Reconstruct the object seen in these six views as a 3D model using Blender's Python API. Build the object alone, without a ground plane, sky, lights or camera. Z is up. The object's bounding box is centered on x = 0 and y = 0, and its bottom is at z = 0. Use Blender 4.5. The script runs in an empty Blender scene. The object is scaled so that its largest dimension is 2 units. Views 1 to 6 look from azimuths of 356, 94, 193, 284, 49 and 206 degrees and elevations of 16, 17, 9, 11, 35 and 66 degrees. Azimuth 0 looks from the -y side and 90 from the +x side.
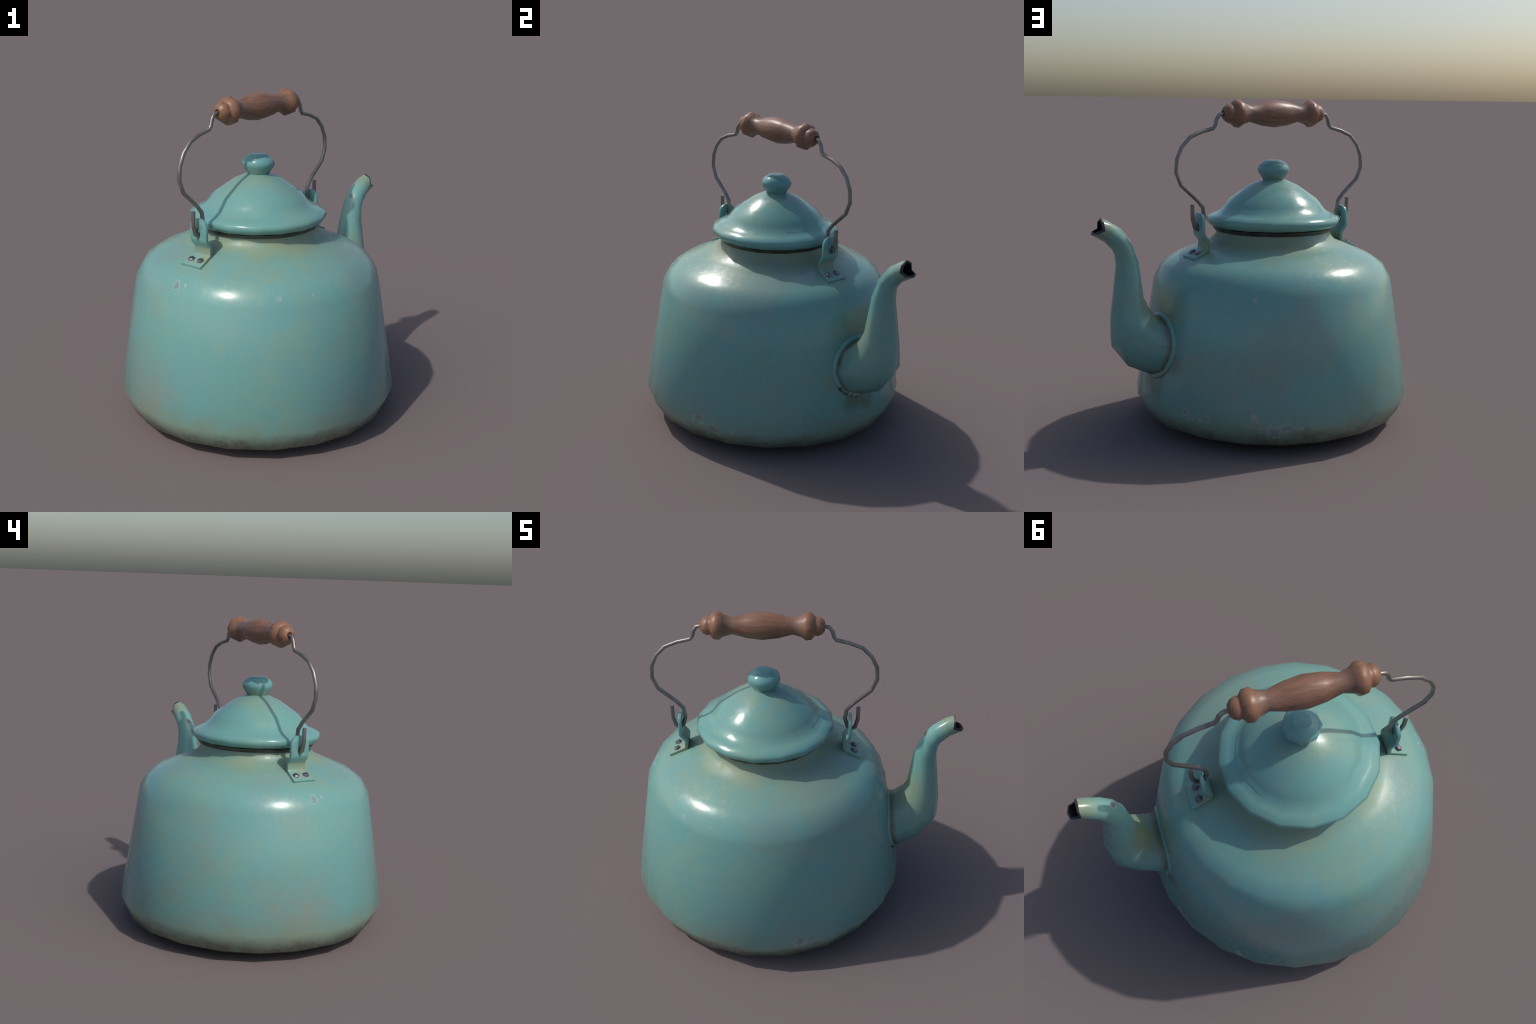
import bpy, bmesh, math
from mathutils import Vector, Matrix
from math import sin, cos, pi, radians, sqrt

# ------------------------------------------------------------------ frame
# the kettle's turning axis; s runs toward the spout (45 deg), t sideways
AX = Vector((-0.007, -0.007, 0.0))
ES = Vector((1, 1, 0)) / sqrt(2)
ET = Vector((-1, 1, 0)) / sqrt(2)
EZ = Vector((0, 0, 1))

def stz(s, t, z):
    return AX + ES * s + ET * t + EZ * z

def body_radius(z):
    prof = [(0.0, 0.628), (0.08, 0.803), (0.20, 0.856), (0.899, 0.745), (0.991, 0.694), (1.036, 0.627)]
    for (z0, r0), (z1, r1) in zip(prof, prof[1:]):
        if z <= z1:
            return r0 + (r1 - r0) * (z - z0) / (z1 - z0)
    return prof[-1][1]

# ------------------------------------------------------------------ mesh helpers
def new_object(name, verts, faces, mat, parent, smooth_angle=None, kind=None):
    me = bpy.data.meshes.new(name)
    me.from_pydata([tuple(v) for v in verts], [], faces)
    bm = bmesh.new(); bm.from_mesh(me)
    bmesh.ops.recalc_face_normals(bm, faces=bm.faces)
    bm.to_mesh(me); bm.free()
    me.materials.append(mat)
    for p in me.polygons:
        p.use_smooth = True
    if smooth_angle is not None:
        me.set_sharp_from_angle(angle=radians(smooth_angle))
    ob = bpy.data.objects.new(name, me)
    bpy.context.scene.collection.objects.link(ob)
    ob.parent = parent
    return ob

def bridge(faces, a, b, ang_a, ang_b):
    """faces between two closed rings whose vertex counts may differ"""
    na, nb = len(a), len(b)
    if na == nb:
        for i in range(na):
            j = (i + 1) % na
            faces.append((a[i], a[j], b[j], b[i]))
        return
    tau = 2 * pi
    def norm(x): return (x + pi) % tau - pi
    j0 = min(range(nb), key=lambda k: abs(norm(ang_b[k] - ang_a[0])))
    i = j = 0
    while i < na or j < nb:
        ai = ang_a[0] + tau * (i + 1) / na
        bj = ang_b[j0] + tau * (j + 1) / nb
        bj = ang_a[0] + norm(ang_b[j0] - ang_a[0]) + tau * (j + 1) / nb
        if i < na and (ai <= bj or j >= nb):
            faces.append((a[i % na], a[(i + 1) % na], b[(j0 + j) % nb])); i += 1
        else:
            faces.append((a[i % na], b[(j0 + j + 1) % nb], b[(j0 + j) % nb])); j += 1

def turned(rings, centre=AX, cap_low=True, cap_high=True):
    """rings: (radius, z, segments, phase_degrees); radius 0 makes a pole"""
    verts, faces, idx, ang = [], [], [], []
    for r, z, n, ph in rings:
        if r == 0:
            verts.append(centre + Vector((0, 0, z))); idx.append([len(verts) - 1]); ang.append([0]); continue
        ids, an = [], []
        for k in range(n):
            a = radians(ph) + 2 * pi * k / n
            verts.append(centre + Vector((r * cos(a), r * sin(a), z)))
            ids.append(len(verts) - 1); an.append(a)
        idx.append(ids); ang.append(an)
    for a, b, aa, ab in zip(idx, idx[1:], ang, ang[1:]):
        if len(a) == 1 or len(b) == 1:
            p, ring = (a[0], b) if len(a) == 1 else (b[0], a)
            for k in range(len(ring)):
                faces.append((p, ring[k], ring[(k + 1) % len(ring)]))
        else:
            bridge(faces, a, b, aa, ab)
    if cap_low and len(idx[0]) > 1: faces.append(tuple(reversed(idx[0])))
    if cap_high and len(idx[-1]) > 1: faces.append(tuple(idx[-1]))
    return verts, faces

def loft(rings, cap0=False, cap1=False):
    n = len(rings[0]); verts = [p for r in rings for p in r]; faces = []
    for i in range(len(rings) - 1):
        for k in range(n):
            j = (k + 1) % n
            faces.append((i * n + k, i * n + j, (i + 1) * n + j, (i + 1) * n + k))
    if cap0: faces.append(tuple(range(n - 1, -1, -1)))
    if cap1: faces.append(tuple((len(rings) - 1) * n + k for k in range(n)))
    return verts, faces

def sweep(path, radius, n):
    """tube of n sides along points of the s-z plane"""
    pts = [Vector((s, z)) for s, z in path]; rings = []
    for i, p in enumerate(pts):
        d = (pts[min(i + 1, len(pts) - 1)] - pts[max(i - 1, 0)]).normalized()
        nrm = Vector((-d.y, d.x))
        ring = []
        for k in range(n):
            a = 2 * pi * k / n
            q = p + nrm * (radius * cos(a))
            ring.append(stz(q.x, radius * sin(a), q.y))
        rings.append(ring)
    return loft(rings, True, True)

# ------------------------------------------------------------------ node helpers
class Nodes:
    def __init__(self, name):
        self.mat = bpy.data.materials.new(name); self.mat.use_nodes = True
        self.t = self.mat.node_tree; self.t.nodes.clear()
        self.out = self.t.nodes.new('ShaderNodeOutputMaterial')
        self.bsdf = self.t.nodes.new('ShaderNodeBsdfPrincipled')
        self.t.links.new(self.bsdf.outputs[0], self.out.inputs[0])
        self.co = self.t.nodes.new('ShaderNodeTexCoord').outputs['Object']
        sep = self.t.nodes.new('ShaderNodeSeparateXYZ'); self.t.links.new(self.co, sep.inputs[0])
        self.x, self.y, self.z = sep.outputs
    def put(self, node, key, val):
        if val is None: return
        sock = node.inputs[key]
        if isinstance(val, bpy.types.NodeSocket): self.t.links.new(val, sock)
        else: sock.default_value = val
    def math(self, op, a, b=None, c=None, clamp=False):
        n = self.t.nodes.new('ShaderNodeMath'); n.operation = op; n.use_clamp = clamp
        self.put(n, 0, a); self.put(n, 1, b); self.put(n, 2, c)
        return n.outputs[0]
    def ramp(self, v, lo, hi, a=0.0, b=1.0, smooth=True):
        n = self.t.nodes.new('ShaderNodeMapRange')
        n.interpolation_type = 'SMOOTHSTEP' if smooth else 'LINEAR'
        self.put(n, 'Value', v)
        for k, q in (('From Min', lo), ('From Max', hi), ('To Min', a), ('To Max', b)): self.put(n, k, q)
        return n.outputs[0]
    def noise(self, scale, detail=3, rough=0.55, vec=None, distort=0.0, colour=False):
        n = self.t.nodes.new('ShaderNodeTexNoise')
        self.put(n, 'Vector', vec or self.co); self.put(n, 'Scale', scale)
        self.put(n, 'Detail', detail); self.put(n, 'Roughness', rough); self.put(n, 'Distortion', distort)
        return n.outputs['Color'] if colour else n.outputs['Fac']
    def mix(self, f, a, b):
        n = self.t.nodes.new('ShaderNodeMix'); n.data_type = 'RGBA'
        self.put(n, 0, f)
        for k, v in ((6, a), (7, b)):
            self.put(n, k, (*v, 1) if isinstance(v, tuple) and len(v) == 3 else v)
        return n.outputs[2]
    def mapping(self, scale=(1, 1, 1), rot=(0, 0, 0), loc=(0, 0, 0)):
        n = self.t.nodes.new('ShaderNodeMapping'); self.t.links.new(self.co, n.inputs[0])
        n.inputs['Scale'].default_value = scale; n.inputs['Rotation'].default_value = rot
        n.inputs['Location'].default_value = loc
        return n.outputs[0]
    def vmath(self, op, a, b=None, scale=None):
        n = self.t.nodes.new('ShaderNodeVectorMath'); n.operation = op
        self.put(n, 0, a); self.put(n, 1, b)
        if scale is not None: n.inputs['Scale'].default_value = scale
        return n.outputs['Value'] if op in ('LENGTH', 'DISTANCE', 'DOT_PRODUCT') else n.outputs[0]
    def bump(self, h, strength, dist=0.004):
        n = self.t.nodes.new('ShaderNodeBump'); self.put(n, 'Height', h)
        n.inputs['Strength'].default_value = strength; n.inputs['Distance'].default_value = dist
        self.t.links.new(n.outputs[0], self.bsdf.inputs['Normal'])
    def set(self, **kw):
        for k, v in kw.items():
            k = k.replace('_', ' ')
            self.put(self.bsdf, k, (*v, 1) if isinstance(v, tuple) and len(v) == 3 else v)
        return self.mat

TEAL = (0.147, 0.332, 0.304)
TEAL_GREEN = (0.184, 0.332, 0.270)
TEAL_BLUE = (0.141, 0.330, 0.324)
GREYED = (0.208, 0.272, 0.242)
OCHRE = (0.240, 0.282, 0.172)
GRIME = (0.105, 0.100, 0.070)
PALE = (0.33, 0.38, 0.37)
IRON = (0.10, 0.115, 0.115)

def enamel(name, stains, chips=(), rough=0.24, grime=False, mottled=True, bare=(0.150, 0.200, 0.185), seam=False, pale=0.70):
    """stains: (kind, data, colour, strength) fields of tea stain and soot, broken up by noise"""
    N = Nodes(name)
    big = N.noise(2.2, 2, 0.5); mid = N.noise(4.2, 6, 0.62); fine = N.noise(70, 4, 0.65)
    edge = N.math('ADD', N.math('MULTIPLY', mid, 0.85), N.math('MULTIPLY', fine, 0.15))
    col = N.mix(N.ramp(big, 0.40, 0.64), TEAL, TEAL_BLUE)
    col = N.mix(N.math('MULTIPLY', N.ramp(edge, 0.46, 0.62), 0.65), col, TEAL_GREEN)
    if mottled:
        wide = N.noise(1.5, 5, 0.6, vec=N.mapping(loc=(3.1, 1.7, 0.4)))
        col = N.mix(N.math('MULTIPLY', N.ramp(wide, 0.50, 0.68), 0.55), col, GREYED)
    breakup = N.ramp(edge, 0.36, 0.60, 0.35, 1.0)
    dull = None
    for kind, data, colour, strength in stains:
        if kind == 'band':
            z0, z1, z2, z3 = data
            f = N.math('MULTIPLY', N.ramp(N.z, z0, z1), N.ramp(N.z, z2, z3, 1, 0))
        else:
            p, r0, r1 = data
            f = N.ramp(N.vmath('DISTANCE', N.co, tuple(p)), r0, r1, 1, 0)
        f = N.math('MULTIPLY', N.math('MULTIPLY', f, strength), breakup, clamp=True)
        col = N.mix(f, col, colour)
        dull = f if dull is None else dull   # only the first, thickest stain takes the gloss off
    if seam:
        # brown dirt collected where the spout leaves the wall
        rr = N.math('SQRT', N.math('ADD', N.math('POWER', N.math('ADD', N.x, 0.007), 2.0), N.math('POWER', N.math('ADD', N.y, 0.007), 2.0)))
        w = N.math('ADD', rr, N.math('MULTIPLY', N.math('SUBTRACT', N.z, 0.2), 0.159))
        f = N.math('MULTIPLY', N.ramp(w, 0.872, 0.906, 1, 0), N.ramp(N.noise(9, 3), 0.35, 0.6, 0.60, 0.95))
        col = N.mix(f, col, (0.150, 0.112, 0.052))
    rgh = N.math('ADD', rough - 0.03, N.math('MULTIPLY', N.ramp(N.noise(24, 6, 0.7), 0.45, 0.70), 0.14))
    if dull is not None: rgh = N.math('ADD', rgh, N.math('MULTIPLY', dull, 0.34))
    if grime:
        zj = N.math('ADD', N.z, N.math('MULTIPLY', N.math('SUBTRACT', N.noise(4, 5, 0.65), 0.5), 0.30))
        col = N.mix(N.math('MULTIPLY', N.ramp(zj, 0.12, 0.32, 1, 0), 0.55), col, (0.215, 0.225, 0.135))
        zk = N.math('ADD', N.z, N.math('MULTIPLY', N.math('SUBTRACT', N.noise(6, 6, 0.72), 0.5), 0.34))
        g = N.math('MULTIPLY', N.ramp(zk, 0.06, 0.19, 1, 0), N.ramp(N.noise(36, 5, 0.72), 0.38, 0.60, 0.45, 1.0))
        g = N.math('MULTIPLY', g, 0.88)
        col = N.mix(g, col, GRIME)
        rgh = N.math('ADD', rgh, N.math('MULTIPLY', g, 0.25))
    height = N.math('MULTIPLY', fine, 0.10)
    if chips:
        # knocked-off enamel: lacy pale rim around the duller ground coat
        n1 = N.vmath('SUBTRACT', N.noise(22, 5, 0.72, colour=True), (0.5, 0.5, 0.5))
        lace = N.ramp(N.noise(46, 4, 0.7), 0.36, 0.58, 0.20, 1.0)
        rim = core = None
        for p, r, hollow, sx in chips:
            w = N.vmath('ADD', N.co, N.vmath('SCALE', n1, scale=r * 4.0))
            dv = N.vmath('MULTIPLY', N.vmath('SUBTRACT', w, tuple(p)), (1, 1, sx))
            d = N.vmath('LENGTH', dv)
            a = N.ramp(d, r * 1.05, r * 1.35, 1, 0)
            b = N.math('MULTIPLY', N.ramp(d, r * 0.70, r * 0.98, 1, 0), hollow)
            rim = a if rim is None else N.math('MAXIMUM', rim, a)
            core = b if core is None else N.math('MAXIMUM', core, b)
        col = N.mix(N.math('MULTIPLY', N.math('MULTIPLY', rim, lace), pale), col, PALE)
        col = N.mix(N.math('MULTIPLY', core, 0.75), col, bare)
        height = N.math('SUBTRACT', height, N.math('MULTIPLY', core, 0.5))
        rgh = N.math('ADD', rgh, N.math('MULTIPLY', rim, 0.2))
    # fine pale nicks
    v = N.t.nodes.new('ShaderNodeTexVoronoi'); v.feature = 'F1'
    N.put(v, 'Vector', N.co); N.put(v, 'Scale', 11.0); N.put(v, 'Randomness', 1.0)
    nick = N.math('MULTIPLY', N.ramp(v.outputs['Distance'], 0.035, 0.055, 1, 0), N.ramp(N.noise(3.3, 2), 0.48, 0.54))
    col = N.mix(N.math('MULTIPLY', nick, 0.35), col, (0.32, 0.45, 0.39))
    N.bump(height, 0.22, 0.006)
    return N.set(Base_Color=col, Roughness=rgh, Specular_IOR_Level=0.5)

# chips: (centre, radius, hollow, vertical stretch)
def on_body(theta, z):
    r = body_radius(z); a = radians(theta)
    return AX + Vector((r * cos(a), r * sin(a), z))

CHIPS = [(on_body(th, z), r, hollow, sx) for th, z, r, hollow, sx in (
    (68, 0.231, 0.020, 1, 1.2), (70.5, 0.208, 0.020, 1, 0.9), (77.5, 0.205, 0.023, 1, 1.3), (97.3, 0.243, 0.018, 0, 0.8),
    (98.2, 0.203, 0.025, 1, 1.0), (104.3, 0.152, 0.040, 1, 1.0), (109.5, 0.188, 0.038, 1, 1.3), (115, 0.180, 0.014, 0, 1.5),
    (-29, 0.238, 0.027, 1, 1.0), (-22, 0.176, 0.042, 1, 1.2), (-27, 0.205, 0.014, 0, 1.0), (-15.5, 0.160, 0.030, 1, 1.4),
    (-118.8, 0.243, 0.010, 1, 1.0), (-31, 0.226, 0.018, 0, 1.0), (-135.8, 0.978, 0.021, 1, 0.7), (-130.2, 0.986, 0.008, 0, 0.6),
    (-85, 0.952, 0.014, 0, 0.8), (-68.8, 0.952, 0.008, 0, 1.0), (96.5, 0.894, 0.010, 0, 0.7))]

SMUDGE = (0.115, 0.125, 0.075)
body_stains = [
    ('band', (1.080, 1.150, 1.30, 1.31), OCHRE, 1.0),
    ('band', (0.96, 1.10, 1.30, 1.31), (0.205, 0.300, 0.215), 0.50),
    ('point', (on_body(-145, 0.33), 0.08, 0.40), (0.222, 0.262, 0.230), 0.65),
    ('point', (on_body(-60, 0.30), 0.05, 0.25), (0.205, 0.262, 0.232), 0.45),
    ('point', (stz(-0.55, 0, 1.06), 0.06, 0.15), OCHRE, 0.55),
    ('point', (stz(0.55, 0, 1.06), 0.06, 0.15), OCHRE, 0.55),
    ('point', (stz(0.77, 0, 0.76), 0.05, 0.28), OCHRE, 0.70),
    ('point', (stz(0.77, -0.19, 0.48), 0.02, 0.10), OCHRE, 0.55),
    ('point', (stz(0.77, 0.19, 0.48), 0.02, 0.10), SMUDGE, 0.55),
    ('point', (stz(0.83, -0.06, 0.345), 0.03, 0.10), SMUDGE, 0.80),
    ('point', (stz(0.83, 0.06, 0.335), 0.03, 0.11), SMUDGE, 0.75),
]
spout_stains = [
    ('point', (stz(0.84, 0, 0.80), 0.05, 0.26), OCHRE, 1.0),
    ('point', (stz(1.13, 0, 1.29), 0.03, 0.13), OCHRE, 0.85),
    ('band', (0.30, 0.33, 0.40, 0.46), OCHRE, 0.6),
]
def on_collar(deg):
    a = radians(deg); t = 0.192 * cos(a); z = 0.553 + 0.188 * sin(a)
    return stz(sqrt(body_radius(z) ** 2 - t * t) + 0.012, t, z)

M_BODY = enamel('body_enamel', body_stains, CHIPS, 0.25, grime=True)
M_LID = enamel('lid_enamel', [('band', (1.40, 1.515, 1.53, 1.56), OCHRE, 0.5)], (), 0.19, mottled=False)
M_SPOUT = enamel('spout_enamel', spout_stains, [(stz(0.972, -0.012, 1.212), 0.017, 1.0, 0.55), (stz(0.985, 0.0, 1.232), 0.009, 1.0, 0.6),
                 (stz(0.945, -0.055, 1.05), 0.008, 0.0, 1.0)], 0.22, bare=(0.12, 0.10, 0.10), seam=True)
M_BRACKET = enamel('bracket_enamel', [('band', (1.06, 1.085, 1.14, 1.19), OCHRE, 0.8)], (), 0.24, mottled=False)
M_COLLAR = enamel('collar_enamel', [('band', (0.33, 0.36, 0.40, 0.50), OCHRE, 0.45)],
                  [(on_collar(d), r, 1.0, 1.0) for d, r in ((214, 0.020), (222, 0.016), (231, 0.020), (246, 0.014), (258, 0.018), (268, 0.014))],
                  0.26, bare=(0.022, 0.018, 0.020), pale=0.15)

def plain(name, colour, rough, metallic=0.0, vary=None, scale=20, spec=0.5, bump=0.0):
    N = Nodes(name)
    n = N.noise(scale, 5, 0.65)
    col = N.mix(N.ramp(n, 0.38, 0.64), colour, vary or tuple(c * 0.75 for c in colour))
    if bump: N.bump(n, bump, 0.003)
    return N.set(Base_Color=col, Roughness=rough, Metallic=metallic, Specular_IOR_Level=spec)

M_DARK = plain('dark_rim_enamel', (0.022, 0.018, 0.016), 0.38, vary=(0.075, 0.058, 0.050), scale=14)
M_BLACK = plain('black_lip_enamel', (0.012, 0.012, 0.014), 0.30, vary=(0.03, 0.03, 0.034), scale=40)
M_WIRE = plain('steel_wire', (0.300, 0.280, 0.268), 0.44, metallic=0.75, vary=(0.225, 0.195, 0.178), scale=9, bump=0.1)
M_SCREW = plain('screw_steel', (0.22, 0.205, 0.24), 0.34, metallic=0.85, vary=(0.13, 0.12, 0.14), scale=60)

def wood():
    N = Nodes('turned_wood')
    # grain runs along s: rotate s onto x, stretch it
    def along(squash):
        c = N.t.nodes.new('ShaderNodeCombineXYZ')
        N.put(c, 0, N.math('MULTIPLY', N.vmath('DOT_PRODUCT', N.co, tuple(ES)), squash))
        N.put(c, 1, N.vmath('DOT_PRODUCT', N.co, tuple(ET))); N.put(c, 2, N.z)
        return c.outputs[0]
    g = N.noise(42, 6, 0.7, vec=along(0.09), distort=0.25)
    f = N.noise(150, 4, 0.7, vec=along(0.045))
    col = N.mix(N.ramp(g, 0.36, 0.66), (0.255, 0.127, 0.078), (0.170, 0.086, 0.055))
    col = N.mix(N.math('MULTIPLY', N.ramp(f, 0.50, 0.66), 0.5), col, (0.115, 0.058, 0.040))
    d = N.math('ABSOLUTE', N.math('MULTIPLY', N.math('ADD', N.math('ADD', N.x, N.y), 0.014), 0.7071))
    worn = N.math('MULTIPLY', N.ramp(d, 0.215, 0.245), N.ramp(N.noise(22, 4, 0.6), 0.34, 0.58, 0.5, 1.0))
    col = N.mix(N.math('MULTIPLY', worn, 0.50), col, (0.275, 0.130, 0.068))
    neck = N.math('MULTIPLY', N.ramp(d, 0.135, 0.175), N.ramp(d, 0.20, 0.235, 1, 0))
    col = N.mix(N.math('MULTIPLY', neck, 0.45), col, (0.170, 0.115, 0.085))
    N.bump(g, 0.25, 0.004)
    return N.set(Base_Color=col, Roughness=N.ramp(g, 0.3, 0.7, 0.34, 0.5), Specular_IOR_Level=0.5)
M_WOOD = wood()

# ------------------------------------------------------------------ the kettle
kettle = bpy.data.objects.new('kettle', None)
bpy.context.scene.collection.objects.link(kettle)
kettle['label'] = 'old teal enamel kettle with wire bail and wooden grip'
kettle['category'] = 'kettle'

# body: pressed sheet, turned profile
v, f = turned([
    (0.0, 0.0, 1, 0), (0.628, 0.0, 20, 1.6), (0.803, 0.080, 20, 1.6), (0.856, 0.200, 24, 0),
    (0.745, 0.899, 24, 0), (0.694, 0.991, 24, 0), (0.618, 1.044, 24, 0), (0.465, 1.1063, 24, 0),
    (0.392, 1.136, 24, 0), (0.357, 1.175, 24, 0), (0.354, 1.205, 24, 0)], cap_high=True)
body = new_object('body', v, f, M_BODY, kettle, 60)

# dark rolled rim of the filling neck
v, f = turned([(0.340, 1.192, 24, 0), (0.355, 1.196, 24, 0), (0.368, 1.202, 24, 0), (0.375, 1.211, 24, 0),
               (0.380, 1.222, 24, 0), (0.345, 1.227, 24, 0)])
new_object('neck_rim', v, f, M_DARK, kettle, 50)

# lid
v, f = turned([(0.330, 1.228, 16, 15), (0.396, 1.229, 16, 15), (0.413, 1.247, 16, 15), (0.420, 1.266, 16, 15), (0.409, 1.286, 16, 15),
               (0.367, 1.301, 16, 15), (0.326, 1.325, 16, 15), (0.301, 1.358, 16, 15), (0.268, 1.397, 16, 15), (0.149, 1.478, 16, 15),
               (0.069, 1.512, 16, 15), (0.0, 1.520, 1, 0)])
lid = new_object('lid', v, f, M_LID, kettle, 70)
v, f = turned([(0.062, 1.500, 8, 30), (0.070, 1.516, 8, 30), (0.097, 1.556, 8, 30), (0.103, 1.580, 8, 30),
               (0.088, 1.604, 8, 30), (0.052, 1.628, 8, 30), (0.044, 1.630, 8, 30)])
new_object('lid_knob', v, f, M_LID, lid, 60)

# ------------------------------------------------------------------ spout: eight-sided tube, rings given by T U S L B
def spout_ring(T, U, S, L, B):
    """T, B: (s, z); U, S, L: (s, t, z) mirrored in t; order goes once round"""
    p = [stz(T[0], 0, T[1])]
    for q in (U, S, L): p.append(stz(q[0], q[1], q[2]))
    p.append(stz(B[0], 0, B[1]))
    for q in (L, S, U): p.append(stz(q[0], -q[1], q[2]))
    return p

def regular_ring(T, B, half):
    """ellipse through T and B of the s-z plane with half-width in t"""
    c = ((T[0] + B[0]) / 2, (T[1] + B[1]) / 2); h = ((T[0] - B[0]) / 2, (T[1] - B[1]) / 2)
    ring = []
    for k in range(8):
        a = k * pi / 4
        ring.append(stz(c[0] + h[0] * cos(a), half * sin(a), c[1] + h[1] * cos(a)))
    return ring

SPOUT = [
    regular_ring((0.765, 0.728), (0.795, 0.378), 0.181),
    regular_ring((0.809, 0.732), (0.841, 0.378), 0.179),
    regular_ring((0.850, 0.782), (0.985, 0.448), 0.161),
    regular_ring((0.866, 0.818), (1.086, 0.578), 0.142),
    regular_ring((0.884, 0.850), (1.088, 0.725), 0.118),
    regular_ring((0.913, 1.068), (1.052, 1.040), 0.074),
    regular_ring((0.958, 1.188), (1.057, 1.104), 0.064),
    regular_ring((1.017, 1.259), (1.074, 1.143), 0.060),
    regular_ring((1.098, 1.310), (1.119, 1.190), 0.057),
]
tip = spout_ring((1.141, 1.330), (1.145, 0.039, 1.308), (1.143, 0.050, 1.262), (1.189, 0.0385, 1.2445), (1.201, 1.237))
back = [p + (q - p).normalized() * 0.010 for p, q in zip(tip, SPOUT[-1])]
v, f = loft(SPOUT + [back])
spout = new_object('spout', v, f, M_SPOUT, kettle, 80)

ctr = sum(tip, Vector()) / 8
def inset(ring, d):
    c = sum(ring, Vector()) / len(ring)
    return [p + (c - p).normalized() * d for p in ring]
rim_in = inset(tip, 0.013)
deep1 = inset(SPOUT[-1], 0.014)
deep2 = inset(SPOUT[-2], 0.016)
v, f = loft([back, tip, rim_in, deep1, deep2], cap1=True)
new_object('spout_lip', v, f, M_BLACK, spout, 40)

# collar: rolled ring where the spout joins the wall
rings = []
NSEG = 18
for k in range(NSEG):
    a = 2 * pi * k / NSEG
    ring = []
    for m in range(8):
        b = 2 * pi * m / 8
        rad = 0.020 * cos(b); out = 0.013 * sin(b)
        t = (0.181 + rad) * cos(a); z = 0.553 + (0.178 + rad) * sin(a)
        s = sqrt(body_radius(z) ** 2 - t * t) * 0.998 + out
        ring.append(stz(s, t, z))
    rings.append(ring)
rings.append(rings[0])
v, f = loft(rings)
collar = new_object('spout_collar', v, f, M_COLLAR, spout)
bm = bmesh.new(); bm.from_mesh(collar.data); bmesh.ops.remove_doubles(bm, verts=bm.verts, dist=1e-5)
bmesh.ops.recalc_face_normals(bm, faces=bm.faces); bm.to_mesh(collar.data); bm.free()

# ------------------------------------------------------------------ bail handle
half = [(0.30, 1.913), (0.356, 1.912), (0.382, 1.908), (0.4005, 1.880), (0.4095, 1.845), (0.4235, 1.826), (0.5015, 1.8075),
        (0.5765, 1.776), (0.632, 1.7175), (0.6635, 1.647), (0.668, 1.570), (0.637, 1.4955), (0.532, 1.404),
        (0.493, 1.3595), (0.4845, 1.2985), (0.500, 1.242), (0.523, 1.224), (0.547, 1.238), (0.5615, 1.290), (0.563, 1.378)]
v, f = [], []
for sg in (1, -1):
    vv, ff = sweep([(s * sg, z) for s, z in half], 0.0122, 8)
    f += [tuple(i + len(v) for i in q) for q in ff]; v += vv
bail = new_object('bail_handle', v, f, M_WIRE, kettle, 50)

# turned grip, eight facets, hollow ends where the wire enters
prof = [(0.340, 0.014), (0.357, 0.019), (0.356, 0.030), (0.340, 0.049), (0.316, 0.060), (0.303, 0.0555), (0.297, 0.061), (0.281, 0.082),
        (0.248, 0.0855), (0.226, 0.067), (0.173, 0.0515), (0.091, 0.0735), (0.0, 0.0845)]
full = prof + [(-s, r) for s, r in reversed(prof[:-1])]
rings = []
for s, r in full:
    rings.append([stz(s, r * sin(k * pi / 4), 1.9145 + r * cos(k * pi / 4)) for k in range(8)])
v, f = loft(rings, True, True)
grip = new_object('wooden_grip', v, f, M_WOOD, bail, 60)

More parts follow.
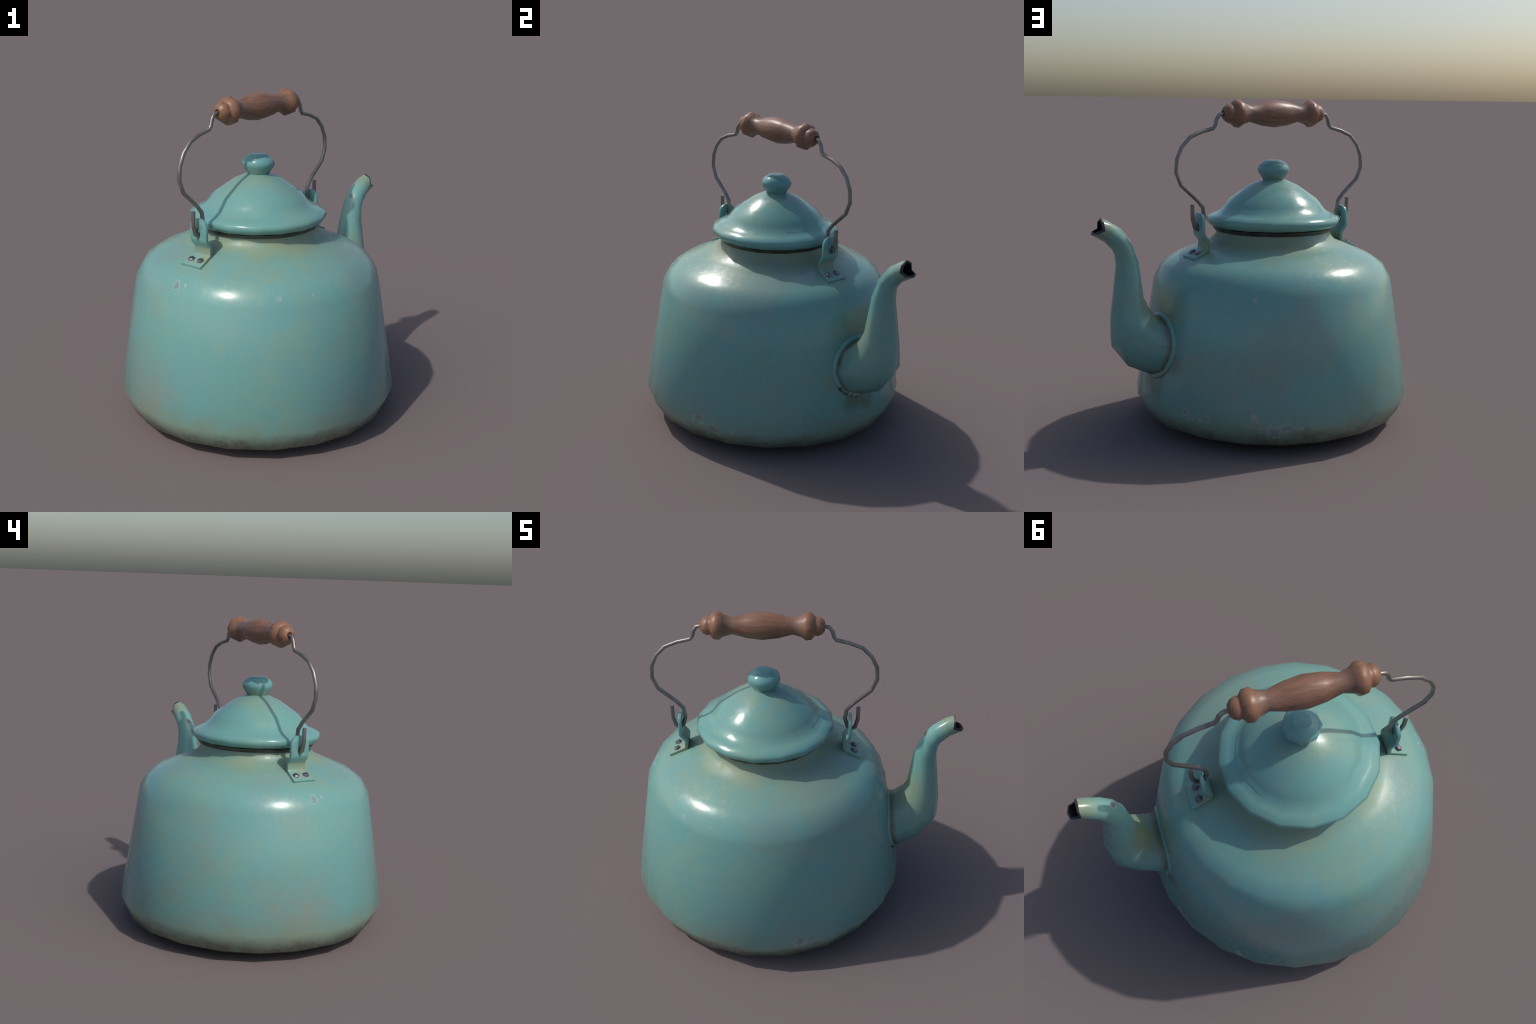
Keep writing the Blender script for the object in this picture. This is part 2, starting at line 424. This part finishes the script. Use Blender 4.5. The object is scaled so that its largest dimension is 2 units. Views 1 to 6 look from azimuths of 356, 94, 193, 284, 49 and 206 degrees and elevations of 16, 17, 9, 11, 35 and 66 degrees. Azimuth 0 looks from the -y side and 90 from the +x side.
# ------------------------------------------------------------------ brackets and screws
def bracket_mesh():
    # strip cross-section (distance from axis, z) : lower/inner side and upper/outer side, with half-width
    inner = [(0.584, 1.050, 0.0755), (0.486, 1.095, 0.062), (0.475, 1.106, 0.062), (0.472, 1.155, 0.062), (0.478, 1.168, 0.062),
             (0.502, 1.196, 0.062), (0.506, 1.208, 0.062), (0.506, 1.290, 0.062), (0.506, 1.314, 0.045), (0.506, 1.327, 0.018)]
    outer = [(0.592, 1.067, 0.0755), (0.500, 1.107, 0.062), (0.495, 1.112, 0.062), (0.493, 1.150, 0.062), (0.497, 1.160, 0.062),
             (0.521, 1.188, 0.062), (0.526, 1.202, 0.062), (0.526, 1.290, 0.062), (0.526, 1.314, 0.045), (0.526, 1.327, 0.018)]
    rings = []
    for (s0, z0, w0), (s1, z1, w1) in zip(inner, outer):
        rings.append([stz(s0, -w0, z0), stz(s0, w0, z0), stz(s1, w1, z1), stz(s1, -w1, z1)])
    v, f = loft(rings, True, True)
    me = bpy.data.meshes.new('bracket'); me.from_pydata([tuple(p) for p in v], [], f)
    bm = bmesh.new(); bm.from_mesh(me); bmesh.ops.recalc_face_normals(bm, faces=bm.faces)
    bm.to_mesh(me); bm.free()
    ob = bpy.data.objects.new('bracket', me); bpy.context.scene.collection.objects.link(ob)
    # slot for the wire hook
    cv, cf = [], []
    n = 12
    for s in (0.48, 0.55):
        for k in range(n):
            a = 2 * pi * k / n
            cv.append(stz(s, 0.0155 * cos(a), 1.2415 + 0.0275 * sin(a)))
    cf = [tuple(range(n)), tuple(range(n, 2 * n))] + [(k, (k + 1) % n, n + (k + 1) % n, n + k) for k in range(n)]
    cm = bpy.data.meshes.new('cut'); cm.from_pydata([tuple(p) for p in cv], [], cf)
    bm = bmesh.new(); bm.from_mesh(cm); bmesh.ops.recalc_face_normals(bm, faces=bm.faces); bm.to_mesh(cm); bm.free()
    cut = bpy.data.objects.new('cut', cm); bpy.context.scene.collection.objects.link(cut)
    md = ob.modifiers.new('slot', 'BOOLEAN'); md.operation = 'DIFFERENCE'; md.object = cut; md.solver = 'EXACT'
    bv = ob.modifiers.new('edge', 'BEVEL'); bv.width = 0.0028; bv.segments = 2; bv.limit_method = 'ANGLE'; bv.angle_limit = radians(40)
    dg = bpy.context.evaluated_depsgraph_get()
    res = bpy.data.meshes.new_from_object(ob.evaluated_get(dg))
    bpy.data.objects.remove(ob); bpy.data.objects.remove(cut); bpy.data.meshes.remove(cm)
    res.name = 'bracket'
    res.materials.clear(); res.materials.append(M_BRACKET)
    for p in res.polygons: p.use_smooth = True
    res.set_sharp_from_angle(angle=radians(35))
    return res

def screw_mesh():
    """low six-sided domed head, unit axis z"""
    v, f = turned([(0.0210, -0.004, 6, 0), (0.0215, 0.003, 6, 0), (0.0130, 0.0110, 6, 0), (0.0, 0.0122, 1, 0)], centre=Vector((0, 0, 0)))
    me = bpy.data.meshes.new('screw'); me.from_pydata([tuple(p) for p in v], [], f)
    bm = bmesh.new(); bm.from_mesh(me); bmesh.ops.recalc_face_normals(bm, faces=bm.faces); bm.to_mesh(me); bm.free()
    for p in me.polygons: p.use_smooth = True
    me.set_sharp_from_angle(angle=radians(28))
    me.materials.append(M_SCREW)
    return me

bmesh_data, screw_data = bracket_mesh(), screw_mesh()
turn = Matrix.Translation(AX) @ Matrix.Rotation(pi, 4, 'Z') @ Matrix.Translation(-AX)
tilt = math.atan2(1.107 - 1.067, 0.592 - 0.500)
for i in range(2):
    br = bpy.data.objects.new('bracket', bmesh_data)
    bpy.context.scene.collection.objects.link(br); br.parent = kettle
    if i: br.matrix_local = turn
    for k, t in enumerate((-0.035, 0.035)):
        sc = bpy.data.objects.new('screw', screw_data)
        bpy.context.scene.collection.objects.link(sc); sc.parent = br
        base = stz(0.546, t, 1.0895)
        nrm = (ES * sin(tilt) + EZ * cos(tilt)).normalized()
        xx = ET.copy(); yy = nrm.cross(xx)
        m = Matrix((xx, yy, nrm)).transposed().to_4x4()
        sc.matrix_local = Matrix.Translation(base) @ m @ Matrix.Rotation(0.6 * k + 0.25 + 0.4 * i, 4, 'Z')
